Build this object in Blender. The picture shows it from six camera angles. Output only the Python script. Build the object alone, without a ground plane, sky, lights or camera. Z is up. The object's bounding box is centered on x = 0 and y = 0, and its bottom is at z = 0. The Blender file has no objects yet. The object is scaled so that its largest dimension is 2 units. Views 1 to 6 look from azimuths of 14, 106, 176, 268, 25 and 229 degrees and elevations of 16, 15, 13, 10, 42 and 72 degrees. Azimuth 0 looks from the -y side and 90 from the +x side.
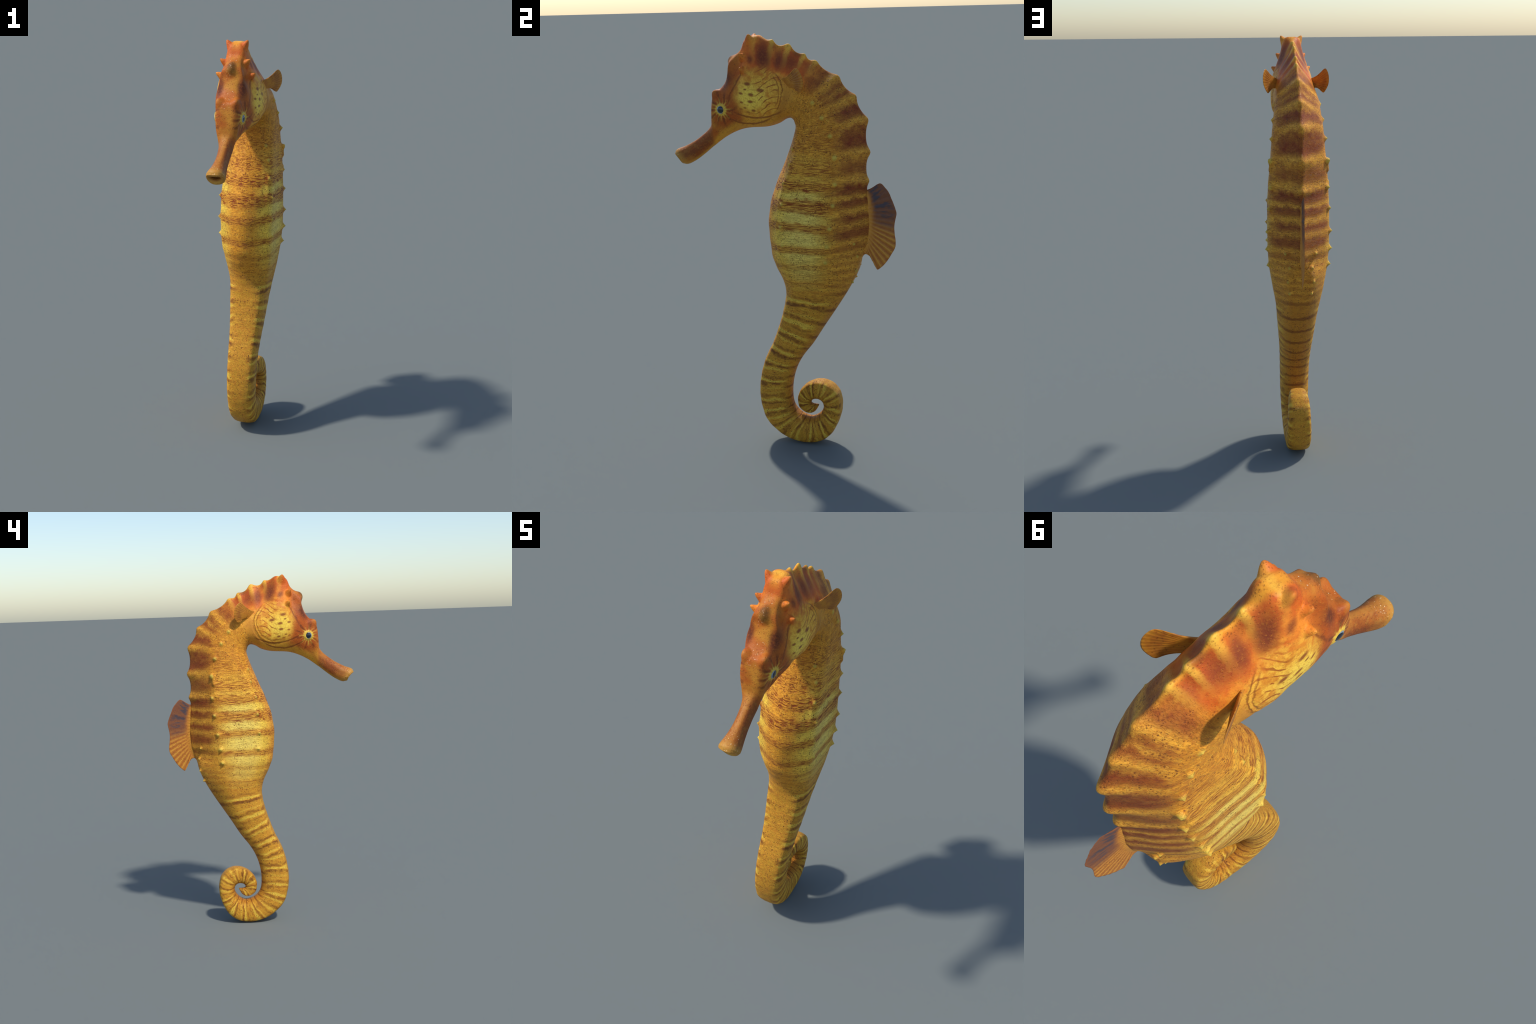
# A seahorse standing on its curled tail: one lofted skin (head, snout, neck, trunk, tail)
# split into named parts, with horns and spines raised out of it, plus eyes and fins.
import bpy, math
import numpy as np

# ----------------------------------------------------------------------------------------
# small numeric helpers
# ----------------------------------------------------------------------------------------
def hermite(x, xs, ys, monotone=False):
    """Piecewise cubic through (xs, ys); ys may have several columns."""
    xs = np.asarray(xs, float)
    ys = np.asarray(ys, float)
    one = ys.ndim == 1
    if one:
        ys = ys[:, None]
    h = np.diff(xs)[:, None]
    d = np.diff(ys, axis=0) / h
    m = np.zeros_like(ys)
    m[1:-1] = (d[:-1] * h[1:] + d[1:] * h[:-1]) / (h[:-1] + h[1:])
    if monotone:
        flat = d[:-1] * d[1:] <= 0
        harm = 2 * d[:-1] * d[1:] / np.where(np.abs(d[:-1] + d[1:]) < 1e-12, 1, d[:-1] + d[1:])
        m[1:-1] = np.where(flat, 0, harm)
    m[0], m[-1] = d[0], d[-1]
    k = np.clip(np.searchsorted(xs, x, side="right") - 1, 0, len(xs) - 2)
    hk = h[k]
    t = ((x - xs[k])[:, None]) / hk
    r = ((2 * t**3 - 3 * t**2 + 1) * ys[k] + (t**3 - 2 * t**2 + t) * hk * m[k]
         + (-2 * t**3 + 3 * t**2) * ys[k + 1] + (t**3 - t**2) * hk * m[k + 1])
    return r[:, 0] if one else r


def step(a, b, x):
    t = np.clip((x - a) / (b - a), 0, 1)
    return t * t * (3 - 2 * t)


# ----------------------------------------------------------------------------------------
# the body plan. "ring" counts the bony rings: 4..11 trunk, 0..3 neck, below 0 the head,
# above 11 the tail. For each ring: the back point (y, z), the belly point (y, z), half width.
# ----------------------------------------------------------------------------------------
RINGS = [
    # snout
    (-13.0, (-.537, 1.451), (-.495, 1.399), .041),
    (-12.75, (-.531, 1.464), (-.480, 1.3965), .0425),
    (-12.4, (-.516, 1.473), (-.463, 1.400), .041),
    (-12.0, (-.492, 1.481), (-.443, 1.410), .037),
    (-11.4, (-.460, 1.496), (-.417, 1.426), .032),
    (-10.8, (-.425, 1.516), (-.390, 1.446), .029),
    (-10.2, (-.392, 1.540), (-.366, 1.465), .0285),
    (-9.8, (-.364, 1.564), (-.345, 1.482), .0305),
    # face and skull
    (-9.4, (-.345, 1.592), (-.330, 1.493), .0345),
    (-9.0, (-.341, 1.632), (-.317, 1.503), .0415),
    (-8.5, (-.336, 1.688), (-.302, 1.514), .0515),
    (-8.0, (-.326, 1.730), (-.285, 1.526), .0565),
    (-7.5, (-.301, 1.748), (-.268, 1.536), .062),
    (-7.0, (-.272, 1.781), (-.250, 1.546), .068),
    (-6.5, (-.249, 1.833), (-.228, 1.556), .077),
    (-6.0, (-.236, 1.877), (-.205, 1.565), .083),
    (-5.6, (-.214, 1.905), (-.185, 1.571), .087),
    (-5.0, (-.187, 1.935), (-.160, 1.576), .092),
    (-4.35, (-.160, 1.984), (-.132, 1.5785), .096),
    (-3.85, (-.114, 1.992), (-.100, 1.580), .099),
    (-3.0, (-.050, 1.952), (-.060, 1.584), .101),
    (-2.0, (.028, 1.932), (-.016, 1.597), .102),
    (-1.0, (.100, 1.893), (.017, 1.6165), .101),
    # neck
    (0.0, (.152, 1.864), (.042, 1.6235), .100),
    (1.0, (.250, 1.798), (.0565, 1.618), .102),
    (2.0, (.325, 1.713), (.064, 1.604), .106),
    (3.0, (.378, 1.612), (.067, 1.572), .114),
    # trunk
    (4.0, (.387, 1.468), (.034, 1.478), .124),
    (5.0, (.391, 1.335), (-.026, 1.335), .136),
    (6.0, (.400, 1.240), (-.060, 1.237), .141),
    (7.0, (.408, 1.135), (-.0755, 1.135), .142),
    (8.0, (.402, 1.050), (-.071, 1.047), .141),
    (9.0, (.376, .975), (-.060, .968), .135),
    (10.0, (.358, .910), (-.036, .905), .125),
    (11.0, (.333, .852), (-.009, .850), .116),
    (12.0, (.295, .782), (.005, .795), .105),
]
# tail: back and belly points only, the ring number follows from the length
TAIL = [
    ((.245, .700), (.003, .742), .098), ((.190, .613), (-.012, .672), .091), ((.138, .528), (-.034, .602), .084),
    ((.090, .463), (-.062, .525), .078), ((.055, .400), (-.104, .434), .074), ((.033, .330), (-.129, .340), .072),
    ((.025, .262), (-.136, .260), .071), ((.030, .200), (-.127, .180), .069), ((.043, .172), (-.104, .112), .067),
    ((.062, .151), (-.060, .062), .065), ((.085, .138), (-.002, .022), .063), ((.105, .132), (.058, .003), .061),
    ((.125, .131), (.115, .000), .059), ((.144, .138), (.170, .012), .060), ((.163, .152), (.220, .048), .060),
    ((.178, .172), (.255, .107), .059), ((.185, .192), (.274, .170), .057), ((.183, .210), (.276, .225), .055),
    ((.174, .224), (.260, .280), .053), ((.160, .231), (.225, .316), .050), ((.147, .231), (.175, .331), .045),
    ((.136, .228), (.125, .321), .039), ((.128, .223), (.085, .293), .034), ((.1225, .215), (.060, .255), .028),
    ((.1205, .209), (.053, .215), .025), ((.123, .2045), (.062, .178), .022), ((.131, .2015), (.085, .157), .019),
    ((.141, .200), (.112, .1505), .019), ((.150, .200), (.138, .161), .014), ((.157, .1995), (.152, .180), .008),
    ((.160, .199), (.1588, .194), .003),
]
ring_no = [r[0] for r in RINGS]
back = [r[1] for r in RINGS]
belly = [r[2] for r in RINGS]
half = [r[3] for r in RINGS]
for k, (d, v, w) in enumerate(TAIL):
    go = .62 * math.dist(v, belly[-1]) + .38 * math.dist(d, back[-1])
    pitch = .062 - .030 * min(1, k / 22)
    ring_no.append(ring_no[-1] + go / pitch)
    back.append(d); belly.append(v); half.append(w)
RING_END = ring_no[-1]

# cross-sections, nine points from belly to back: (height 0..1, width 0..1).
# point 3 is the low side ridge, point 5 the upper side ridge, point 8 the keel
SECTION = {
    "mouth": [(0, 0), (.03, .42), (.14, .76), (.32, .97), (.5, 1), (.68, .97), (.86, .76), (.97, .42), (1, 0)],
    "tube": [(0, 0), (.02, .36), (.13, .70), (.30, .94), (.47, 1), (.66, .96), (.85, .74), (.97, .42), (1, 0)],
    "face": [(0, 0), (.02, .24), (.12, .50), (.28, .76), (.47, .93), (.65, 1), (.84, .93), (.98, .60), (1, 0)],
    "brow": [(0, 0), (.02, .30), (.12, .62), (.28, .88), (.47, 1), (.66, .98), (.86, .84), (.985, .62), (1, 0)],
    "skull": [(0, 0), (.01, .30), (.08, .64), (.22, .93), (.40, 1), (.60, .87), (.80, .58), (.975, .36), (1, 0)],
    "crest": [(0, 0), (.01, .32), (.07, .68), (.20, .94), (.38, 1), (.60, .84), (.80, .50), (.93, .17), (1, 0)],
    "neck": [(0, 0), (.01, .40), (.08, .76), (.22, .95), (.42, 1), (.62, .94), (.80, .60), (.94, .21), (1, 0)],
    "trunk": [(0, 0), (.03, .35), (.098, .68), (.18, .915), (.42, .96), (.65, .985), (.815, .655), (.94, .25), (1, 0)],
    "loin": [(0, 0), (.025, .38), (.105, .72), (.215, .93), (.42, .99), (.65, 1), (.86, .72), (.985, .40), (1, 0)],
    "tail": [(0, 0), (.012, .45), (.075, .81), (.24, .97), (.48, 1), (.69, .93), (.87, .70), (.975, .37), (1, 0)],
}
SECTION_AT = [(-13, "mouth"), (-12.4, "mouth"), (-11, "tube"), (-9.8, "tube"), (-8.6, "face"), (-7.8, "face"), (-6.6, "brow"),
              (-5.2, "skull"), (-4.0, "skull"), (-2.8, "crest"), (-.5, "crest"), (1.5, "neck"), (3.0, "neck"), (4.6, "trunk"),
              (8.2, "trunk"), (9.6, "loin"), (11.5, "loin"), (14, "tail"), (RING_END, "tail")]

# knobs along the keel: ring, height, reach in rings
KEEL_KNOBS = [(-6.05, .006, .34), (-3.72, .004, .30), (-3.0, .024, .34), (-2.0, .023, .34), (-1.0, .018, .36), (0.0, .017, .34), (1.0, .018, .30),
              (2.0, .020, .30), (3.0, .021, .28), (4.0, .022, .26), (5.0, .014, .24)]

# ----------------------------------------------------------------------------------------
# loft
# ----------------------------------------------------------------------------------------
def ring_samples():
    parts = [np.linspace(-13, -9.4, 110, endpoint=False), np.linspace(-9.4, -3.2, 230, endpoint=False),
             np.linspace(-3.2, 3.0, 230, endpoint=False), np.linspace(3.0, 11.5, 270, endpoint=False),
             np.linspace(11.5, RING_END, 380)]
    return np.concatenate(parts)


S = ring_samples()
AROUND = 300                      # points once round
G = np.linspace(-1, 1, AROUND, endpoint=False)   # signed girth: 0 belly, +-1 keel
bk = hermite(S, ring_no, back)
bl = hermite(S, ring_no, belly)
hw = hermite(S, ring_no, half, True)
sec_keys = [s for s, _ in SECTION_AT]
sec_tab = np.array([np.array(SECTION[n]).ravel() for _, n in SECTION_AT])
sec = hermite(S, sec_keys, sec_tab, True).reshape(len(S), 9, 2)


def section_points(sec, q):
    """Catmull-Rom through the nine points mirrored at both ends; q = 0..1."""
    ext = np.concatenate([sec[:, 1:2] * [1, -1], sec, sec[:, 7:8] * [1, -1]], axis=1)
    u = q * 8
    k = np.minimum(u.astype(int), 7)
    t = (u - k)[None, :, None]
    p0, p1, p2, p3 = (ext[:, k + j] for j in range(4))
    return .5 * (2 * p1 + (p2 - p0) * t + (2 * p0 - 5 * p1 + 4 * p2 - p3) * t**2 + (3 * p1 - p0 - 3 * p2 + p3) * t**3)


tw = section_points(sec, np.abs(G))
t, w = tw[..., 0], tw[..., 1]
axis = bk - bl
axis_n = axis / np.linalg.norm(axis, axis=1, keepdims=True)
# keel knobs push the back outward, fading down the flank
knob = sum(h * (1 + ((S - s0) / r) ** 2) ** -1.6 for s0, h, r in KEEL_KNOBS)
tang = np.gradient(bk, axis=0)
tang /= np.linalg.norm(tang, axis=1, keepdims=True) + 1e-9
outw = np.stack([-tang[:, 1], tang[:, 0]], 1)
outw *= np.sign((outw * axis_n).sum(1))[:, None]
outw = .7 * outw + .3 * axis_n
keel_w = step(.70, 1.0, t) ** 2.8
X = np.sign(G)[None] * w * hw[:, None]
YZ = bl[:, None] + axis[:, None] * t[..., None] + (knob[:, None] * keel_w)[..., None] * outw[:, None]
P = np.concatenate([X[..., None], YZ], axis=2)
NS = len(S)
Sg = np.repeat(S[:, None], AROUND, 1)
Qg = np.repeat(np.abs(G)[None], NS, 0)


def grid_normals(P):
    ds = np.gradient(P, axis=0)
    dg = (np.roll(P, -1, 1) - np.roll(P, 1, 1))
    n = np.cross(dg, ds)
    n /= np.linalg.norm(n, axis=2, keepdims=True) + 1e-12
    c = np.concatenate([np.zeros((NS, 1)), (bk + bl) / 2], 1)[:, None]
    flip = np.sign(((P - c) * n).sum(2).mean(1))[:, None, None]
    return n * flip


# ring folds, wrinkles and soft unevenness
N = grid_normals(P)
ringed = step(-.3, .6, Sg) * (1 - step(9.6, 10.6, Sg))
dist_ring = Sg - np.round(Sg)
fold = np.exp(-(dist_ring / .16) ** 2)
lump = ringed * step(.35, .65, Qg) * .0008 * fold
lump += ringed * (1 - step(.3, .62, Qg)) * .0007 * np.cos(2 * np.pi * Sg) * step(3.5, 5, Sg)
# flutes that run from the crest knobs down the side of the skull
crest = step(-4.4, -3.4, Sg) * (1 - step(-.4, .6, Sg)) * step(.55, .72, Qg) * (1 - .6 * step(.9, 1, Qg))
lump += crest * .0010 * np.cos(2 * np.pi * Sg)
# tail rings
tail_w = step(10.8, 13, Sg) * (1 - step(RING_END - 4, RING_END, Sg))
lump += tail_w * .0004 * (1 - step(.6, .9, Qg)) * np.cos(2 * np.pi * Sg)
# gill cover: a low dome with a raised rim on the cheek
dy, dz = P[..., 1] + .09, P[..., 2] - 1.742
dc = np.hypot(dy, dz)
cheek_side = step(.035, .075, np.abs(P[..., 0])) * (Sg < 1.0)
rear = step(-.07, .0, dy)
lump += cheek_side * (.003 * (1 - step(.07, .125, dc)) - .0022 * rear * np.exp(-((dc - .120) / .006) ** 2))
lump += cheek_side * -.0014 * np.exp(-((dc - .101) / .004) ** 2) * rear
# hollow temples in front of the gill cover, socket rim at the eye
EYE = np.array([.0565, -.279, 1.665])
de = np.linalg.norm(P * [0, 1, 1] - EYE * [0, 1, 1], axis=2)
eye_side = step(.025, .045, np.abs(P[..., 0]))
lump += eye_side * (.0045 * np.exp(-((de - .019) / .007) ** 2))
# blunt knob on the forehead, hollow temples to either side of it
kd = np.sqrt((P[..., 0] / .020) ** 2 + ((P[..., 1] + .236) / .030) ** 2 + ((P[..., 2] - 1.887) / .030) ** 2)
lump += .019 * np.exp(-kd ** 2)
td = np.sqrt(((np.abs(P[..., 0]) - .050) / .026) ** 2 + ((P[..., 1] + .262) / .035) ** 2 + ((P[..., 2] - 1.795) / .038) ** 2)
lump -= .0065 * np.exp(-td ** 2)
P = P + N * lump[..., None]

# horns and spines: (tip-side base point, direction, height, radius); direction None = surface normal
HORNS = [
    ((.031, -.141, 1.968), (.42, -.02, .90), .030, .027),     # crown
    ((.056, -.178, 1.900), (.62, -.30, .56), .031, .022),     # temple
    ((.076, -.172, 1.842), (.74, -.28, .50), .029, .020),
    ((.044, -.306, 1.733), (.28, -.62, .74), .019, .034),     # brow
]
SIDE = [(.098, .165, 1.698), (.108, .208, 1.632), (.118, .247, 1.553), (.124, .268, 1.458), (.136, .273, 1.336), (.139, .262, 1.241),
        (.139, .244, 1.133), (.139, .235, 1.049), (.133, .223, .971)]
SIDE_H = [.010, .014, .018, .016, .017, .017, .017, .017, .017]
LOW = [(.086, .066, 1.487), (.105, .048, 1.419), (.112, .030, 1.332), (.124, .022, 1.237), (.129, .016, 1.133), (.127, .024, 1.046)]
LOW_H = [.011, .012, .012, .013, .014, .013]
REAR = [(.064, .343, 1.050, .011), (.050, .358, .985, .010), (.050, .342, .923, .012), (.050, .334, .861, .014)]
bumps = []
for b, d, h, r in HORNS:
    bumps.append(("horn", b, d, h, r))
for b, h in zip(SIDE, SIDE_H):
    bumps.append(("spine", b, None, h, .025))
for b, h in zip(LOW, LOW_H):
    bumps.append(("spine", b, None, h, .020))
for y in REAR:
    bumps.append(("spine", y[:3], None, y[3] * 1.15, .017))
N = grid_normals(P)
label = np.zeros((NS, AROUND), int)
tip_weight = np.zeros((NS, AROUND))
kinds = {}
base_P = P.copy()
for n, (kind, b, d, h, r) in enumerate(bumps):
    for side in (1, -1):
        c = np.array(b) * [side, 1, 1]
        dist = np.linalg.norm(base_P - c, axis=2)
        i = np.unravel_index(np.argmin(dist), dist.shape)
        c = base_P[i]
        near = np.linalg.norm(base_P - c, axis=2)
        if d is None:
            soft = np.exp(-(near / (.8 * r)) ** 2)[..., None]
            v = (N * soft).sum((0, 1))
        else:
            v = np.array(d) * [side, 1, 1]
        v = v / np.linalg.norm(v)
        off = base_P - c
        if kind == "horn":
            f = np.clip(1 - (near / r) ** 2, 0, 1) ** 1.9
        else:
            f = np.clip(1 - near / r, 0, 1) ** 1.9 / (1 + .0 * near)
            f = np.where(near < .22 * r, f * .92, f)
        P = P + f[..., None] * h * v
        gone = (f > .16)
        idx = 2 * n + (side < 0) + 1
        label[gone] = idx
        kinds[idx] = kind
        tip_weight = np.maximum(tip_weight, f * (1 if kind == "spine" else .28))
# two long low welts on the side ridge near the shoulder
N = grid_normals(P)
welt = np.exp(-((Qg - .628) / .016) ** 2) * (step(4.0, 4.08, Sg) * (1 - step(4.40, 4.55, Sg)) + .5 * step(4.7, 4.8, Sg) * (1 - step(4.9, 5.0, Sg)))
P = P + N * (welt * .010)[..., None]
# the mouth corners lie a little behind the lips
muzzle = np.array([0, -.80, -.60])
P = P - muzzle * ((np.abs(P[..., 0]) / .042) ** 2 * .010 * step(-12.5, -13, Sg))[..., None]
# one smooth standing height: rest the curl on the ground
P[..., 2] -= P[..., 2].min()

# ---- mesh arrays: rings plus mouth opening and tail tip
verts = P.reshape(-1, 3)
ring_attr = Sg.reshape(-1)
girth_attr = np.repeat(np.abs(G)[None], NS, 0).reshape(-1)
lab_attr = label.reshape(-1)
tip_attr = tip_weight.reshape(-1)
a = np.arange(AROUND)
b2 = np.roll(a, -1)
rows = np.arange(NS - 1)[:, None] * AROUND
quads = np.stack([rows + a, rows + AROUND + a, rows + AROUND + b2, rows + b2], axis=2).reshape(-1, 4)
# mouth: lip rolls in, then a wide low slit sinks into the snout
lip = P[0]
lc = lip.mean(0)
fwd = lc - P[12].mean(0)
fwd /= np.linalg.norm(fwd)
up = np.array([0, bk[0, 0] - bl[0, 0], bk[0, 1] - bl[0, 1]])
up /= np.linalg.norm(up)
extra, ex_ring = [], []
for ku, kx, push, rg in [(.97, .97, .002, -13.05), (.90, .91, .0032, -13.1), (.76, .83, .0028, -13.2), (.60, .74, .001, -13.3), (.45, .66, -.001, -13.45), (.33, .58, -.004, -13.6), (.26, .51, -.009, -13.75),
                         (.20, .45, -.016, -14.0), (.12, .34, -.028, -14.3), (.02, .05, -.036, -14.6)]:
    o = lip - lc
    ou = (o @ up)[:, None] * up
    ox = o * [1, 0, 0]
    rest = o - ou - ox
    extra.append(lc + ou * ku + ox * kx + rest * kx + fwd * push)
    ex_ring.append(rg)
m0 = len(verts)
verts = np.concatenate([verts] + extra)
ring_attr = np.concatenate([ring_attr, np.repeat(ex_ring, AROUND)])
girth_attr = np.concatenate([girth_attr] + [np.abs(G)] * len(extra))
lab_attr = np.concatenate([lab_attr, np.zeros(AROUND * len(extra), int)])
tip_attr = np.concatenate([tip_attr, np.zeros(AROUND * len(extra))])
prev = a
for k in range(len(extra)):
    cur = m0 + k * AROUND + a
    quads = np.concatenate([quads, np.stack([prev, np.roll(prev, -1), np.roll(cur, -1), cur], 1)])
    prev = cur
faces = [tuple(q) for q in quads.tolist()]
faces.append(tuple(prev.tolist()))
last = (NS - 1) * AROUND + a
faces.append(tuple(last[::-1].tolist()))


def float_attr(mesh, name, values):
    at = mesh.attributes.new(name, "FLOAT", "POINT")
    at.data.foreach_set("value", np.asarray(values, np.float32))


def new_mesh(name, verts, faces):
    me = bpy.data.meshes.new(name)
    me.from_pydata(np.asarray(verts).tolist(), [], faces)
    me.update()
    me.polygons.foreach_set("use_smooth", np.ones(len(me.polygons), bool))
    return me


def add_object(name, mesh, parent, mat):
    ob = bpy.data.objects.new(name, mesh)
    bpy.context.scene.collection.objects.link(ob)
    ob.parent = parent
    if mat:
        mesh.materials.append(mat)
    return ob


# ----------------------------------------------------------------------------------------
# a small node language
# ----------------------------------------------------------------------------------------
class Val:
    def __init__(self, tree, sock):
        self.t, self.s = tree, sock

    def _m(self, op, *args, clamp=False):
        n = self.t.nodes.new("ShaderNodeMath")
        n.operation = op
        n.use_clamp = clamp
        for i, x in enumerate((self,) + args):
            if isinstance(x, Val):
                self.t.links.new(x.s, n.inputs[i])
            else:
                n.inputs[i].default_value = float(x)
        return Val(self.t, n.outputs[0])

    def __add__(self, o): return self._m("ADD", o)
    __radd__ = __add__
    def __sub__(self, o): return self._m("SUBTRACT", o)
    def __rsub__(self, o): return (self * -1) + o
    def __mul__(self, o): return self._m("MULTIPLY", o)
    __rmul__ = __mul__
    def __truediv__(self, o): return self._m("DIVIDE", o)
    def __pow__(self, o): return self._m("POWER", o)
    def abs(self): return self._m("ABSOLUTE")
    def sin(self): return self._m("SINE")
    def cos(self): return self._m("COSINE")
    def sqrt(self): return self._m("SQRT")
    def max(self, o): return self._m("MAXIMUM", o)
    def min(self, o): return self._m("MINIMUM", o)
    def atan2(self, o): return self._m("ARCTAN2", o)
    def clamp(self): return self._m("ADD", 0.0, clamp=True)

    def ss(self, lo, hi):
        """smooth step from 0 at lo to 1 at hi (either order)"""
        n = self.t.nodes.new("ShaderNodeMapRange")
        n.interpolation_type = "SMOOTHSTEP"
        self.t.links.new(self.s, n.inputs["Value"])
        if lo < hi:
            n.inputs["From Min"].default_value, n.inputs["From Max"].default_value = lo, hi
        else:
            n.inputs["From Min"].default_value, n.inputs["From Max"].default_value = hi, lo
            n.inputs["To Min"].default_value, n.inputs["To Max"].default_value = 1, 0
        return Val(self.t, n.outputs["Result"])

    def peak(self, at, width):
        """1 at `at`, falling to 0 at +-width"""
        return (self - at).abs().ss(width, 0)


class Mat:
    def __init__(self, name):
        self.mat = bpy.data.materials.new(name)
        self.mat.use_nodes = True
        self.t = self.mat.node_tree
        self.t.nodes.clear()

    def node(self, kind):
        return self.t.nodes.new(kind)

    def attr(self, name):
        n = self.node("ShaderNodeAttribute")
        n.attribute_name = name
        return Val(self.t, n.outputs["Fac"])

    def xyz(self):
        n = self.node("ShaderNodeTexCoord")
        s = self.node("ShaderNodeSeparateXYZ")
        self.t.links.new(n.outputs["Object"], s.inputs[0])
        return [Val(self.t, o) for o in s.outputs]

    def normal(self):
        n = self.node("ShaderNodeNewGeometry")
        s = self.node("ShaderNodeSeparateXYZ")
        self.t.links.new(n.outputs["Normal"], s.inputs[0])
        return [Val(self.t, o) for o in s.outputs]

    def vec(self, x, y, z):
        n = self.node("ShaderNodeCombineXYZ")
        for i, v in enumerate((x, y, z)):
            if isinstance(v, Val):
                self.t.links.new(v.s, n.inputs[i])
            else:
                n.inputs[i].default_value = v
        return Val(self.t, n.outputs[0])

    def noise(self, vec, scale=1, detail=2, rough=.5, distort=0):
        n = self.node("ShaderNodeTexNoise")
        self.t.links.new(vec.s, n.inputs["Vector"])
        n.inputs["Scale"].default_value = scale
        n.inputs["Detail"].default_value = detail
        n.inputs["Roughness"].default_value = rough
        n.inputs["Distortion"].default_value = distort
        return Val(self.t, n.outputs["Fac"])

    def cells(self, vec, scale=1, jitter=1):
        n = self.node("ShaderNodeTexVoronoi")
        self.t.links.new(vec.s, n.inputs["Vector"])
        n.inputs["Scale"].default_value = scale
        n.inputs["Randomness"].default_value = jitter
        sep = self.node("ShaderNodeSeparateColor")
        self.t.links.new(n.outputs["Color"], sep.inputs[0])
        return Val(self.t, n.outputs["Distance"]), Val(self.t, sep.outputs[0])

    def curve(self, v, lo, hi, stops):
        """a one-dimensional profile: stops are (position lo..hi, level)"""
        if len(stops) > 30:      # a ramp holds 32 stops: join two
            m = len(stops) // 2
            late = v._m("GREATER_THAN", stops[m][0])
            a, b = self.curve(v, lo, hi, stops[:m + 1]), self.curve(v, lo, hi, stops[m:])
            return a + (b - a) * late
        n = self.node("ShaderNodeMapRange")
        self.t.links.new(v.s, n.inputs["Value"])
        n.inputs["From Min"].default_value, n.inputs["From Max"].default_value = lo, hi
        r = self.node("ShaderNodeValToRGB")
        r.color_ramp.interpolation = "EASE"
        els = r.color_ramp.elements
        while len(els) > 1:
            els.remove(els[-1])
        for i, (p, h) in enumerate(stops):
            e = els[0] if i == 0 else els.new((p - lo) / (hi - lo))
            e.position = (p - lo) / (hi - lo)
            e.color = (h, h, h, 1)
        self.t.links.new(n.outputs["Result"], r.inputs["Fac"])
        return Val(self.t, r.outputs["Color"])

    def rgb(self, c):
        n = self.node("ShaderNodeRGB")
        n.outputs[0].default_value = (*c, 1)
        return Val(self.t, n.outputs[0])

    def mix(self, fac, a, b):
        n = self.node("ShaderNodeMix")
        n.data_type = "RGBA"
        n.clamp_factor = True
        for v, i in ((fac, 0), (a, 6), (b, 7)):
            if isinstance(v, Val):
                self.t.links.new(v.s, n.inputs[i])
            elif i == 0:
                n.inputs[i].default_value = v
            else:
                n.inputs[i].default_value = (*v, 1)
        return Val(self.t, n.outputs[2])

    def finish(self, color, rough=.5, height=None, depth=.002, spec=.3, **more):
        p = self.node("ShaderNodeBsdfPrincipled")
        o = self.node("ShaderNodeOutputMaterial")
        for v, nme in ((color, "Base Color"), (rough, "Roughness")):
            if isinstance(v, Val):
                self.t.links.new(v.s, p.inputs[nme])
            elif nme == "Base Color":
                p.inputs[nme].default_value = (*v, 1)
            else:
                p.inputs[nme].default_value = v
        p.inputs["Specular IOR Level"].default_value = spec
        for k, v in more.items():
            p.inputs[k.replace("_", " ")].default_value = v
        if height is not None:
            b = self.node("ShaderNodeBump")
            b.inputs["Strength"].default_value = 1
            b.inputs["Distance"].default_value = depth
            self.t.links.new(height.s, b.inputs["Height"])
            self.t.links.new(b.outputs[0], p.inputs["Normal"])
        self.t.links.new(p.outputs[0], o.inputs[0])
        return self.mat


# palette (base colours)
YELLOW = (1.0, 0.7, 0.085)
OCHRE = (0.88, 0.375, 0.03)
TAN = (0.62, 0.225, 0.026)
BROWN = (0.255, 0.044, 0.012)
RUST = (0.42, 0.075, 0.01)
ORANGE = (0.62, 0.18, 0.016)
LINE = (0.29, 0.057, 0.009)
SPECK = (0.17, 0.045, 0.012)
LEMON = (1.0, 0.7, 0.09)


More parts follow.
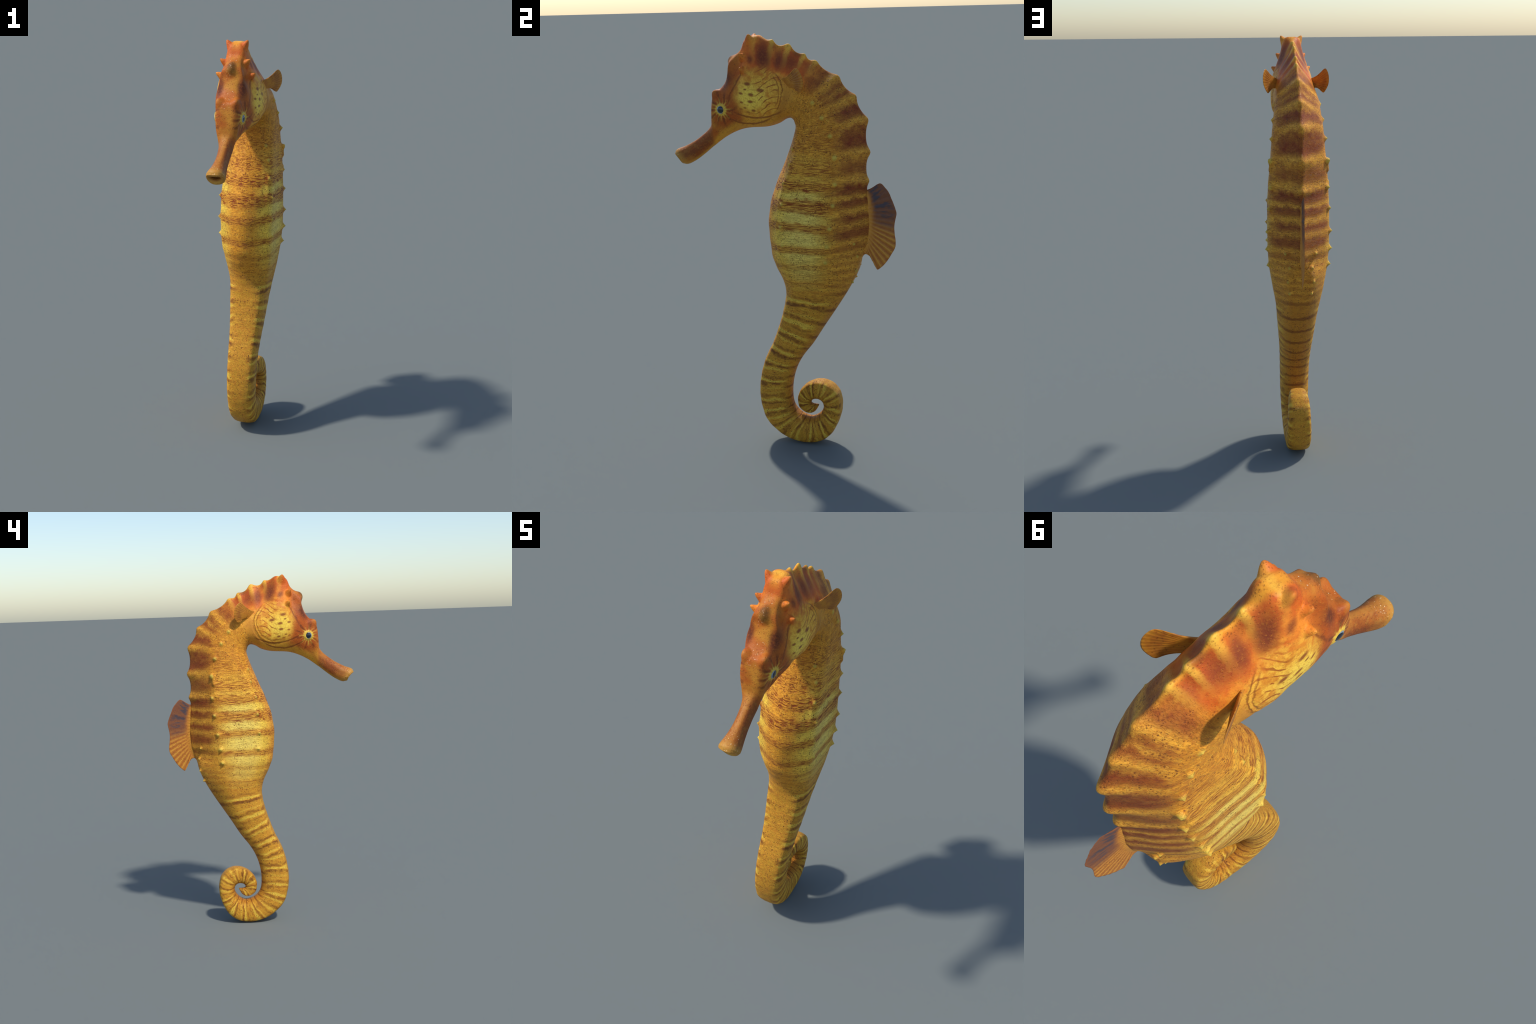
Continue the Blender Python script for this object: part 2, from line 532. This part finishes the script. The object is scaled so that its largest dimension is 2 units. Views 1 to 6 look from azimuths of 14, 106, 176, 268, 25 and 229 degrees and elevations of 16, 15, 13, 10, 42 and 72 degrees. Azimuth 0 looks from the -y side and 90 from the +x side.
def skin_material():
    M = Mat("speckled_banded_skin")
    x, y, z = M.xyz()
    s, g = M.attr("ring"), M.attr("girth")
    handed = x._m("GREATER_THAN", 0.0) * 2 - 1
    gs = g * handed
    tip = M.attr("tip")
    q = g.abs()
    pos = M.vec(x, y, z)
    # ---------- grain shared by all parts
    big = M.noise(pos, 9, 3)
    mid = M.noise(pos, 38, 3, .6)
    fine = M.noise(pos, 190, 3, .6)
    # coordinates that follow the rings: long round the body, short along it
    around = M.vec(gs * 13, s * 11, x * 6)
    wr_warp = M.noise(M.vec(gs * 20, s * 4, 0.0), 1, 2)
    fibre = M.noise(M.vec(gs * 15, s * 13 + wr_warp * 2.4, x * 4), 1.0, 4, .62, .25)
    lines = fibre.peak(.5, .05)
    ragged = M.vec(x + (fine - .5) * .008, y + (mid - .5) * .010, z + (fine - .5) * -.006)
    dist, pick = M.cells(ragged, 105)
    speck = dist.ss(.36, .20) * pick.ss(.5, .6)
    dist2, pick2 = M.cells(ragged, 185)
    speck2 = dist2.ss(.44, .22) * pick2.ss(.5, .62)
    patchy = M.noise(pos, 26, 2).ss(.38, .62)
    specks = (speck.max(speck2 * .8)) * (patchy * .6 + .4)

    # ---------- trunk, neck, tail
    sw = s + (M.noise(M.vec(gs * 4, s * .5, 0.0), 1, 2) - .5) * .45 + (mid - .5) * .30
    side_yellow = q.ss(.10, .30) * (q + (big - .5) * .16).ss(.76, .50)
    in_trunk = s.ss(3.2, 5.2) * s.ss(12.3, 9.0)
    wide = M.curve(sw, 2, 13, [(2, .6), (3.0, .35), (3.4, .7), (3.95, .7), (4.2, .3), (4.55, .7), (4.75, .4), (4.9, .5), (5.1, .8), (5.32, .25), (5.55, .0), (5.75, .1), (5.95, .8), (6.2, .7), (6.4, .05), (6.7, .1),
                             (7.0, .8), (7.3, .15), (7.8, .05), (8.3, .75), (8.6, .2), (9.0, .3), (9.4, .45), (9.8, .3), (10.3, .2), (10.8, .55), (11.2, .3), (12, .6), (13, .6)])
    bright = side_yellow * in_trunk * (wide * -.9 + 1) * (mid * .9 + .42)
    base = M.mix(mid.ss(.3, .7) * .5, OCHRE, (.62, .27, .027))
    base = M.mix(bright, base, YELLOW)
    base = M.mix(bright * q.ss(.30, .46) * q.ss(.68, .5) * s.ss(4.6, 6) * .75, base, (.95, .76, .19))
    base = M.mix(q.ss(.60, .80) * .55, base, (.96, .47, .052))  # back lightened in base colour to match the brighter light on it
    base = M.mix(q.ss(.60, .80) * mid.ss(.45, .75) * .3, base, TAN)
    base = M.mix(mid.ss(.5, .75) * .35, base, TAN)
    neckish = s.ss(4.6, 2.6)
    base = M.mix(neckish * .35 * mid.ss(.3, .7), base, TAN)
    grit = M.noise(pos, 95, 4, .68)
    grain = grit.ss(.50, .66)
    base = M.mix(grain * (q.ss(.2, .35) * q.ss(.62, .55) * in_trunk * -.45 + .62) * .55, base, (.58, .16, .014))
    base = M.mix(grit.ss(.46, .36) * .30, base, (.98, .60, .085))
    # dark saddles from the keel down to the side ridge
    saddle = M.curve(sw, -1, 13, [(-1, .2), (-.55, .9), (-.1, .15), (.35, .8), (.62, .85), (.95, .1), (1.35, .75), (1.5, .4), (1.72, .85), (2.0, .1), (2.5, 1), (2.68, .9), (2.95, .12),
                                  (3.3, .9), (3.7, 1), (3.98, .1), (4.35, .75), (4.55, .8), (4.85, .12), (5.25, 1), (5.45, .85), (5.65, .15), (5.9, .95), (6.05, .9), (6.32, .08),
                                  (6.65, .95), (6.9, .3), (7.3, .9), (7.5, .9), (7.85, .2), (8.3, .7), (8.6, .15)])
    saddle2 = M.curve(sw, 8, 13, [(8, .15), (8.6, .25), (8.8, .65), (9.0, .2), (9.3, .6), (9.6, .15), (9.9, .65), (10.15, .15), (10.5, .6), (10.8, .2), (11.1, .7), (11.4, .2), (11.7, .8), (12.0, .2), (12.5, .7), (13, .2)])
    saddle = saddle * s.ss(8.5, 8.4) + saddle2 * s.ss(8.4, 8.5)
    reach = q + (big - .5) * .12
    ragged_end = reach + (M.noise(M.vec(gs * 5, s * 5, 2.0), 1, 2) - .5) * .22
    saddle_m = saddle * ragged_end.ss(.52, .76) * (s.ss(8.2, 8.7) * -.3 + 1)
    body = M.mix(saddle_m * (mid * .4 + .74), base, BROWN)
    # wrinkled narrow bands across the flanks and belly
    flank = M.curve(sw, 2, 13, [(2, .05), (2.8, .12), (3.4, .35), (3.8, .6), (4.1, .25), (4.4, .7), (4.62, .75), (4.8, .25), (4.9, .85), (5.02, 1), (5.25, 1), (5.42, .08), (5.66, .08), (5.78, .9), (6.1, 1), (6.34, .85), (6.46, .06), (6.74, .06), (6.88, .8),
                               (7.16, .85), (7.36, .06), (8.05, .05), (8.2, .8), (8.46, .8), (8.64, .05), (9.2, .10), (9.36, .5), (9.6, .5), (9.8, .08), (10.2, .35), (10.4, .08), (10.74, .08), (10.86, .75), (11.0, .10), (11.5, .45), (11.8, .10), (12.2, .4), (13, .05)])
    flank_m = flank * reach.ss(.68, .58)
    # short slanted creases that cross like a braid
    crease = M.noise(M.vec(gs * 13, s * 23 + g * 10 + (mid - .5) * 1.5, 1.0), 1.0, 1.2, .5).ss(.48, .36)
    crease2 = M.noise(M.vec(gs * 13, s * 23 - g * 10 + (mid - .5) * 1.5, 9.0), 1.0, 1.2, .5).ss(.47, .36)
    strokes = crease.max(crease2)
    # flank bands are laid over this
    body = M.mix(flank_m * (mid * .4 + .35), body, (.66, .25, .026))
    body = M.mix(flank_m * strokes, body, LINE)
    body = M.mix(strokes * s.ss(4.4, 3.2) * s.ss(-.5, .8) * q.ss(.72, .55) * (big * .6) * .62, body, LINE)
    body = M.mix(strokes * s.ss(8.5, 7) * s.ss(3, 5) * q.ss(.6, .72) * .30, body, (.16, .04, .01))
    # faint wrinkling everywhere on neck and trunk
    body = M.mix(lines * .20 * s.ss(13, 11) * s.ss(-.5, 1.2), body, LINE)
    # tail rings
    tail = s.ss(10.4, 12.6)
    sj = s + (M.noise(M.vec(gs * 2.4, s * .9, 3.0), 1, 2) - .5) * 1.1 + (mid - .5) * .22
    turn = sj * 6.28318
    beat = (turn.cos() + (turn * 1.62 + 1.0).cos() * .75) * .6
    uneven = M.noise(M.vec(0.0, s * .8, 7.0), 1, 1).ss(.3, .62)
    tail_dark = beat.ss(.05, .75) * (uneven * .5 + .5) * (q.ss(.09, .24) * .85 + .15) * (q.ss(.78, .64) * .7 + .3) * mid.ss(.25, .55)
    back_dark = ((s * .7 + sj * .3) * 6.28318 * .85 + (mid - .5) * 1.5).cos().ss(.55, 1) * q.ss(.62, .8)
    tail_pale = (beat * -1).ss(.15, .8) * (q.ss(.12, .26) * q.ss(.80, .6)) * (uneven * .4 + .6)
    tcol = M.mix(mid.ss(.35, .75) * .5, (.68, .33, .03), TAN)
    tcol = M.mix(grain * .45, tcol, (.58, .16, .014))
    tcol = M.mix(tail_pale * .6, tcol, YELLOW)
    tcol = M.mix(tail_dark * (mid * .6 + .55) * .95, tcol, (.19, .056, .012))
    tcol = M.mix(q.ss(.70, .9) * .5, tcol, (.50, .16, .018))
    tcol = M.mix(back_dark * .7, tcol, (.20, .05, .010))
    body = M.mix(tail, body, tcol)
    # coarse freckles
    body = M.mix(specks * .9, body, SPECK)
    body = M.mix(fine.ss(.55, .75) * .22, body, TAN)

    # ---------- head
    nz_y, nz_z = (mid - .5) * .016, (big - .5) * .02
    yc, zc = y + .09 + nz_y, z - 1.742 + nz_z
    dc = (yc * yc + zc * zc).sqrt()
    sideways = x.abs().ss(.045, .07)
    crown = M.mix((big + mid * .5).ss(.48, .85), (.84, .26, .028), (.62, .115, .016))
    low = (q + (mid - .5) * .12).ss(.70, .58)
    crown = M.mix(low * .85, crown, (.76, .36, .036))
    crown = M.mix(q.ss(.90, .98) * s.ss(-4.9, -4.2) * .8, crown, OCHRE)
    knob_pale = (((s + (mid - .5) * .3) * 6.28318).cos()).ss(.1, 1.1) * (q + (big - .5) * .2).ss(.66, .98) * s.ss(-4.6, -3.6)
    crown = M.mix(knob_pale * .9, crown, (.95, .52, .06))
    # dusky blotches between the knobs: (y, z, half length, half height, strength)
    BLOTCH = [(-.074, 1.912, .044, .085, .9), (-.068, 1.885, .036, .040, .6), (-.132, 1.893, .024, .026, .8), (-.004, 1.887, .034, .062, .85), (.054, 1.874, .055, .056, .7), (.082, 1.918, .032, .025, .75), (-.035, 1.945, .020, .030, .4), (.130, 1.850, .04, .045, .45)]
    for by, bz, ry, rz, amt in BLOTCH:
        a2, b3 = (y - by + (z - bz) * .15 + nz_y * 1.2 + (big - .5) * .03) / ry, (z - bz + nz_z * .6) / rz
        crown = M.mix((a2 * a2 + b3 * b3).sqrt().ss(1.15, .1) * amt * q.ss(.54, .62), crown, (.18, .038, .015))
    # face and forehead: orange, with two dark patches and a dusky knob
    front = s.ss(-4.6, -5.6)
    face = M.mix(big.ss(.4, .62), (.60, .245, .028), (.46, .115, .014))
    patch = ((x.abs() - .055) * (x.abs() - .055) * 2.2 + (y + .262) * (y + .262) * .5 + (z - 1.797) * (z - 1.797) * .6).sqrt()
    knob_d = (x * x * 1.5 + (y + .242) * (y + .242) + (z - 1.885) * (z - 1.885) * .45).sqrt()
    face = M.mix((knob_d + (mid - .5) * .02).ss(.036, .012) * .75, face, (.11, .062, .016))
    face = M.mix(x.abs().ss(.024, .055) * s.ss(-8.8, -7.6) * s.ss(-3.9, -5.0) * .75, face, RUST)
    face = M.mix((patch + (mid - .5) * .008).ss(.050, .014) * .92, face, (.12, .028, .013))
    head = M.mix(front, crown, face)
    # jaw and throat
    jaw = q.ss(.34, .22)
    head = M.mix(jaw * .85, head, (.70, .34, .03))
    streak = M.noise(M.vec(x * 9, (y + z) * 16, (y - z) * 60), 1, 2, .6).ss(.50, .66)
    head = M.mix(streak * front * x.abs().ss(.02, .05) * .45, head, (.30, .065, .012))
    # gill cover
    cheek = (dc + (mid - .5) * .03 + (big - .5) * .03).ss(.140, .070).max(dc.ss(.122, .108) * yc.ss(-.06, .0) * .6) * sideways
    ccol = M.mix(mid.ss(.38, .66), (.88, .47, .05), (.66, .24, .022))
    yy, zz = y + .128, z - 1.722
    pale_d = (yy * yy * .8 + zz * zz).sqrt() + (mid - .5) * .05
    ccol = M.mix(pale_d.ss(.095, .025) * (mid * .7 + .5), ccol, LEMON)
    bend = y.ss(-.105, -.015) * .05
    flow = ((z - bend) * 235 + M.noise(M.vec(y, z, handed), 24, 2) * 6).sin().ss(.60, .95) * M.noise(M.vec(y * 30, z * 30, handed), 1, 1).ss(.38, .52)
    ccol = M.mix(fine.ss(.45, .65) * .3, ccol, (.60, .24, .024))
    ccol = M.mix(flow * yy.ss(.0, .05) * .9, ccol, (.34, .085, .013))
    ccol = M.mix(flow * yy.ss(-.02, .02) * yy.ss(.04, .0) * .35, ccol, (.42, .13, .018))
    SPOTS = [(-.139, 1.785, .010), (-.172, 1.742, .007), (-.122, 1.737, .009), (-.076, 1.756, .010), (-.169, 1.701, .006), (-.126, 1.705, .0085),
             (-.173, 1.670, .006), (-.153, 1.676, .005), (-.113, 1.665, .007), (-.140, 1.656, .006), (-.150, 1.760, .005)]
    spots = None
    for sy, sz, r in SPOTS:
        a1, b1 = (y - sy + nz_y * .35), (z - sz + nz_z * .3)
        d = ((a1 * .62 + b1 * .2) * (a1 * .62 + b1 * .2) + b1 * b1 * 1.3).sqrt().ss(r * 1.35, r * .45)
        spots = d if spots is None else spots.max(d)
    ccol = M.mix(spots * .9, ccol, (.24, .055, .014))
    head = M.mix(cheek, head, ccol)
    # rim lines of the gill cover and the lines from eye to jaw
    rear = yc.ss(-.04, .02)
    dw = dc + (M.noise(M.vec(y, z, handed), 18, 2) - .5) * .022 + (fine - .5) * .004
    rim = dw.peak(.113, .0045) * rear * zc.ss(.098, .07) * zc.ss(-.095, -.05) * .9 + dw.peak(.0985, .004) * rear * .75 * zc.ss(-.07, -.02) * zc.ss(.09, .06)
    und1 = (z - 1.629 - (y + .10) * (y + .10) * 2.25 + (mid - .5) * .010).peak(0, .0072) * y.ss(-.255, -.22) * y.ss(.035, .005)
    und2 = (z - 1.600 - (y + .14) * (y + .14) * 2.7 + (mid - .5) * .012).peak(0, .0072) * y.ss(-.27, -.235) * y.ss(.0, -.06)
    under = und1.max(und2)
    upper = ((y + .205) - (z - 1.775) * .55 + nz_y).peak(0, .0085) * z.ss(1.69, 1.73) * z.ss(1.85, 1.81)
    head = M.mix(rim.max(under).max(upper) * x.abs().ss(.03, .05) * .85, head, (.22, .050, .011))
    # rays round the eye
    ey, ez = y + .279, z - 1.665
    de = (ey * ey + ez * ez).sqrt()
    ang = ez.atan2(ey)
    ray = ((ang * 15 + (big - .5) * 9 + (mid - .5) * 3).sin() + (ang * 7 + 1.3).sin() * .6 + (fine - .5)).ss(-.6, 1.5)
    dark_ray = ((ang * 10 + (big - .5) * 12 + 2.0).sin() + (mid - .5) * 2).ss(.2, 1.2) * de.ss(.030, .042) * de.ss(.098, .06)
    eye_side = x.abs().ss(.022, .042)
    head = M.mix((de + (mid - .5) * .03).ss(.095, .04) * eye_side * .72, head, (.40, .085, .013))
    glow = (de + (mid - .5) * .035 + (big - .5) * .02).ss(.066, .022) * ray * .8 + (de + (mid - .5) * .010).ss(.034, .022)
    head = M.mix(glow.clamp() * eye_side * .95, head, (.78, .52, .07))
    head = M.mix(dark_ray * eye_side * .75, head, (.13, .030, .010))
    # snout
    sn = s.ss(-9.0, -9.7)
    scol = M.mix((big + mid * .4).ss(.55, .85), (.46, .17, .026), (.30, .075, .014))
    scol = M.mix(mid.ss(.5, .72) * .5, scol, (.50, .25, .045))
    scol = M.mix(q.peak(.48, .28) * .8 * (mid * .8 + .2), scol, (.16, .036, .011))
    scol = M.mix(q.ss(.30, .14) * .8, scol, (.58, .30, .035))
    scol = M.mix(q.ss(.80, .97) * .45, scol, (.58, .25, .035))
    scol = M.mix(s.ss(-12.0, -12.7) * .7, scol, (.56, .29, .05))
    scol = M.mix(s.ss(-13.25, -13.7), scol, (.34, .13, .02))
    scol = M.mix(s.ss(-13.7, -14.2), scol, (.12, .04, .010))
    head = M.mix(sn, head, scol)
    head = M.mix(grain * .35, head, (.50, .13, .016))
    head = M.mix(specks * .5 * (cheek * -1 + 1) * (q.ss(.6, .72) * q.ss(.9, .82) * s.ss(-5, -4) * -.9 + 1), head, SPECK)
    head = M.mix(fine.ss(.56, .74) * .2, head, (.62, .36, .05))
    dist3, pick3 = M.cells(ragged, 150)
    pale_dots = dist3.ss(.30, .16) * pick3.ss(.72, .78) * (s.ss(-11.2, -12.3) * s.ss(-13.4, -13.1) + front * x.abs().ss(.030, .01) * s.ss(-8.6, -8.0) * big.ss(.45, .55)).min(1.0)
    head = M.mix(pale_dots * q.ss(.55, .7) * .8, head, (.95, .72, .42))
    nape = dc.ss(.112, .122) * dc.ss(.175, .13) * yc.ss(.04, .10) * zc.ss(.05, -.02) * sideways
    head = M.mix(nape * .5, head, (.36, .12, .018))
    # ---------- join head and body behind the gill cover
    edge = s + (q - .6) * -1.2 + (mid - .5) * .7
    is_head = edge.ss(.5, -.8).max(dc.ss(.122, .116) * sideways * s.ss(1.2, .8))
    body = M.mix(nape * .5, body, (.36, .12, .018))
    color = M.mix(is_head, body, head)
    color = M.mix(tip.ss(.12, .75) * .8, color, (.70, .50, .075))
    rough = M.noise(pos, 60, 2) * .22 + .40
    skin_only = is_head * -1 + 1
    h = fine * .35 + mid * .5 - strokes * flank_m * skin_only * .6 - lines * .3 * skin_only - specks * .3 - rim * .6 - under * .5
    return M.finish(color, rough, h, .0022, .2)


def fin_material(name, dorsal):
    M = Mat(name)
    x, y, z = M.xyz()
    r, f = M.attr("ray"), M.attr("reach")
    pos = M.vec(x, y, z)
    mid = M.noise(pos, 60, 3, .6)
    fine = M.noise(pos, 220, 2)
    big = M.noise(pos, 16, 2)
    rays = (r * 6.28318).cos()
    if dorsal:
        c = M.mix(mid.ss(.35, .7), (.56, .21, .024), (.44, .14, .018))
        low = r.ss(8, 12)
        pale = rays.ss(.35, .98) * f.ss(.10, .3)
        c = M.mix(pale * low * (mid * .7 + .2), c, (.72, .38, .05))
        c = M.mix(rays.ss(-.2, -1) * f.ss(.1, .4) * .5, c, (.30, .075, .014))
        rusty = r.ss(12, 8) * f.ss(.10, .35)
        c = M.mix(rusty * .85, c, (.17, .062, .036))
        streak = M.noise(M.vec(r * .9, f * 1.4, 2.0), 1.2, 3, .6).ss(.46, .6) * (r.ss(10.6, 8) * r.ss(.4, 1.6)) * f.ss(.18, .38) * f.ss(1.0, .8)
        c = M.mix(streak * .8, c, (.045, .05, .07))
        c = M.mix(f.ss(.25, .02) * .85, c, (.66, .28, .032))
        c = M.mix(f.ss(.93, 1.0) * .4, c, (.40, .11, .016))
    else:
        c = M.mix(mid.ss(.35, .7), (.58, .24, .02), (.48, .165, .016))
        c = M.mix(rays.ss(.2, .95) * .3, c, (.34, .10, .014))
        c = M.mix(f.peak(.72, .35) * big.ss(.35, .6) * .55, c, (.22, .06, .014))
    d, p = M.cells(pos, 120)
    c = M.mix(d.ss(.34, .16) * p.ss(.55, .65) * .7, c, SPECK)
    return M.finish(c, .5, mid * .4 + fine * .3 + rays * .25, .0015, .35)


def eye_material():
    M = Mat("glossy_dark_eye")
    x, y, z = M.xyz()
    ey, ez = y + .279, z - 1.665
    de = (ey * ey + ez * ez).sqrt()
    iris = M.mix(M.noise(M.vec(x, y, z), 120, 2), (.16, .21, .27), (.24, .30, .34))
    c = M.mix(de.ss(.0142, .0158), (.006, .009, .02), iris)
    return M.finish(c, .12, None, spec=.5, Coat_Weight=.6, Coat_Roughness=.05)


skin = skin_material()

# ----------------------------------------------------------------------------------------
# build the skin once, then hand its faces out to the parts
# ----------------------------------------------------------------------------------------
root = bpy.data.objects.new("seahorse", None)
bpy.context.scene.collection.objects.link(root)
root["label"] = "yellow and rust banded seahorse standing on curled tail"
root["category"] = "seahorse"

whole = new_mesh("whole_skin", verts, faces)
import bmesh
bm = bmesh.new()
bm.from_mesh(whole)
bmesh.ops.recalc_face_normals(bm, faces=bm.faces)
bm.to_mesh(whole)
bm.free()
whole.update()
VN = np.empty(len(verts) * 3, np.float32)
whole.vertices.foreach_get("co", VN)
VN = np.array([v.vector[:] for v in whole.vertex_normals])
polys = [tuple(p.vertices) for p in whole.polygons]
first = np.array([p[0] for p in polys])
third = np.array([p[2] for p in polys])
ring_f = (ring_attr[first] + ring_attr[third]) / 2
lab_f = np.where(lab_attr[first] == lab_attr[third], lab_attr[first], 0)
part_f = np.full(len(polys), "tail", dtype=object)
part_f[ring_f < 10.6] = "torso"
part_f[ring_f < 3.5] = "neck"
part_f[ring_f < -.3] = "head"
part_f[ring_f < -9.5] = "snout"


def cut_part(name, ids, parent):
    fs = [polys[i] for i in ids]
    used = np.unique(np.concatenate([np.array(f) for f in fs]))
    where = {v: k for k, v in enumerate(used.tolist())}
    me = new_mesh(name, verts[used], [tuple(where[v] for v in f) for f in fs])
    float_attr(me, "ring", ring_attr[used])
    float_attr(me, "girth", girth_attr[used])
    float_attr(me, "tip", tip_attr[used])
    me.normals_split_custom_set_from_vertices(VN[used].tolist())
    return add_object(name, me, parent, skin)


part_objs = {}
for name in ("head", "snout", "neck", "torso", "tail"):
    ids = np.nonzero((part_f == name) & (lab_f == 0))[0]
    par = part_objs["head"] if name == "snout" else root
    part_objs[name] = cut_part(name, ids, par)
for idx, kind in kinds.items():
    ids = np.nonzero(lab_f == idx)[0]
    if len(ids) < 6:
        continue
    names, counts = np.unique(part_f[ids].astype(str), return_counts=True)
    host = part_objs[names[np.argmax(counts)]]
    cut_part(kind, ids, host)
bpy.data.meshes.remove(whole)

# ----------------------------------------------------------------------------------------
# eyes
# ----------------------------------------------------------------------------------------
eye_mat = eye_material()
skin_side = P[(P[..., 0] > .02) & (Sg < -6)]
eye_x = skin_side[np.argsort(np.hypot(skin_side[:, 1] + .279, skin_side[:, 2] - 1.665))[:12], 0].mean() - .0012
for side in (1, -1):
    bme = bmesh.new()
    bmesh.ops.create_uvsphere(bme, u_segments=40, v_segments=24, radius=.0195)
    for v in bme.verts:
        v.co.x *= .50
        v.co.x += side * eye_x
        v.co.y += -.279
        v.co.z += 1.665
    me = bpy.data.meshes.new("eye")
    bme.to_mesh(me)
    bme.free()
    me.polygons.foreach_set("use_smooth", np.ones(len(me.polygons), bool))
    add_object("eye", me, part_objs["head"], eye_mat)


# ----------------------------------------------------------------------------------------
# fins: a thin solid fan between a base line and a rim line, corrugated by its rays
# ----------------------------------------------------------------------------------------
def fan(name, base, rim, rays, thick, bend, parent, mat, nr=180, nf=46, corrugation=.0005, flare=.006, pinch=1.0):
    base, rim = np.array(base, float), np.array(rim, float)

    def along(p, n):
        c = np.concatenate([[0], np.cumsum(np.linalg.norm(np.diff(p, axis=0), axis=1))])
        return hermite(np.linspace(0, c[-1], n), c, p)

    b, r = along(base, nr), along(rim, nr)
    f = np.linspace(0, 1, nf)[None, :, None]
    bm, rm = b.mean(0), r.mean(0)
    mid = bm * (1 - f) + rm * f + (b - bm)[:, None] * (1 - f**pinch) + (r - rm)[:, None] * f**pinch
    rr = np.linspace(0, rays, nr)[:, None]
    ff = f[..., 0]
    n = np.cross(np.gradient(mid, axis=0), np.gradient(mid, axis=1))
    n /= np.linalg.norm(n, axis=2, keepdims=True) + 1e-12
    mid = mid + n * (bend * np.sin(np.pi * ff) * np.sin(np.pi * rr / rays))[..., None]
    ripple = corrugation * np.cos(2 * np.pi * rr) * step(.05, .3, ff)
    edge = np.sqrt(np.clip(1 - ff**8, 0.02, 1)) * np.sqrt(np.clip(1 - (2 * rr / rays - 1) ** 20, .05, 1))
    th = (thick * (1 - .72 * ff) + flare * np.clip(1 - ff * 5, 0, 1) ** 2) * edge
    up = mid + n * (th + ripple)[..., None]
    dn = mid - n * (th - ripple)[..., None]
    vv = np.concatenate([up.reshape(-1, 3), dn.reshape(-1, 3)])
    m = nr * nf
    fs = []
    for i in range(nr - 1):
        for j in range(nf - 1):
            a0 = i * nf + j
            fs.append((a0, a0 + nf, a0 + nf + 1, a0 + 1))
            fs.append((m + a0, m + a0 + 1, m + a0 + nf + 1, m + a0 + nf))
    for i in range(nr - 1):
        for j, flip in ((0, 0), (nf - 1, 1)):
            p0, p1 = i * nf + j, (i + 1) * nf + j
            fs.append((p0, p1, m + p1, m + p0) if flip else (p1, p0, m + p0, m + p1))
    for j in range(nf - 1):
        for i, flip in ((0, 0), (nr - 1, 1)):
            p0, p1 = i * nf + j, i * nf + j + 1
            fs.append((p0, p1, m + p1, m + p0) if not flip else (p1, p0, m + p0, m + p1))
    me = new_mesh(name, vv, fs)
    bb = bmesh.new()
    bb.from_mesh(me)
    bmesh.ops.recalc_face_normals(bb, faces=bb.faces)
    bb.to_mesh(me)
    bb.free()
    float_attr(me, "ray", np.tile(np.repeat(np.linspace(0, rays, nr), nf), 2))
    float_attr(me, "reach", np.tile(np.tile(np.linspace(0, 1, nf), nr), 2))
    return add_object(name, me, parent, mat)


back_fin_base = [(0, .388, 1.296), (0, .393, 1.24), (0, .399, 1.16), (0, .402, 1.09), (0, .394, 1.03), (0, .366, .972)]
back_fin_rim = [(0, .408, 1.291), (-.003, .430, 1.312), (-.004, .456, 1.325), (-.004, .480, 1.304), (-.003, .494, 1.287), (-.002, .510, 1.252),
                (0, .525, 1.216), (0, .533, 1.187), (0, .528, 1.156), (0, .524, 1.129), (0, .526, 1.089), (0, .531, 1.053), (0, .530, 1.029), (0, .512, .991),
                (.001, .489, .953), (.002, .465, .926), (.002, .446, .914), (.002, .438, .925), (.002, .431, .956), (.001, .413, .979), (0, .397, .988), (0, .384, .983), (0, .374, .968)]
fan("dorsal_fin", back_fin_base, back_fin_rim, 22, .0032, 0, part_objs["torso"], fin_material("rayed_back_fin", True))
side_fin = fin_material("rayed_side_fin", False)
for sd in (1, -1):
    base = [(sd * .078, .020, 1.808), (sd * .080, .032, 1.794), (sd * .083, .044, 1.780), (sd * .084, .054, 1.766)]
    rim = [(sd * .112, .062, 1.830), (sd * .139, .101, 1.855), (sd * .147, .120, 1.838), (sd * .150, .131, 1.812), (sd * .148, .133, 1.790), (sd * .138, .126, 1.764), (sd * .128, .116, 1.749), (sd * .116, .092, 1.756)]
    fan("pectoral_fin", base, rim, 14, .0045, .004 * sd, part_objs["neck"], side_fin, 90, 36, .0002, .001, 1.7)
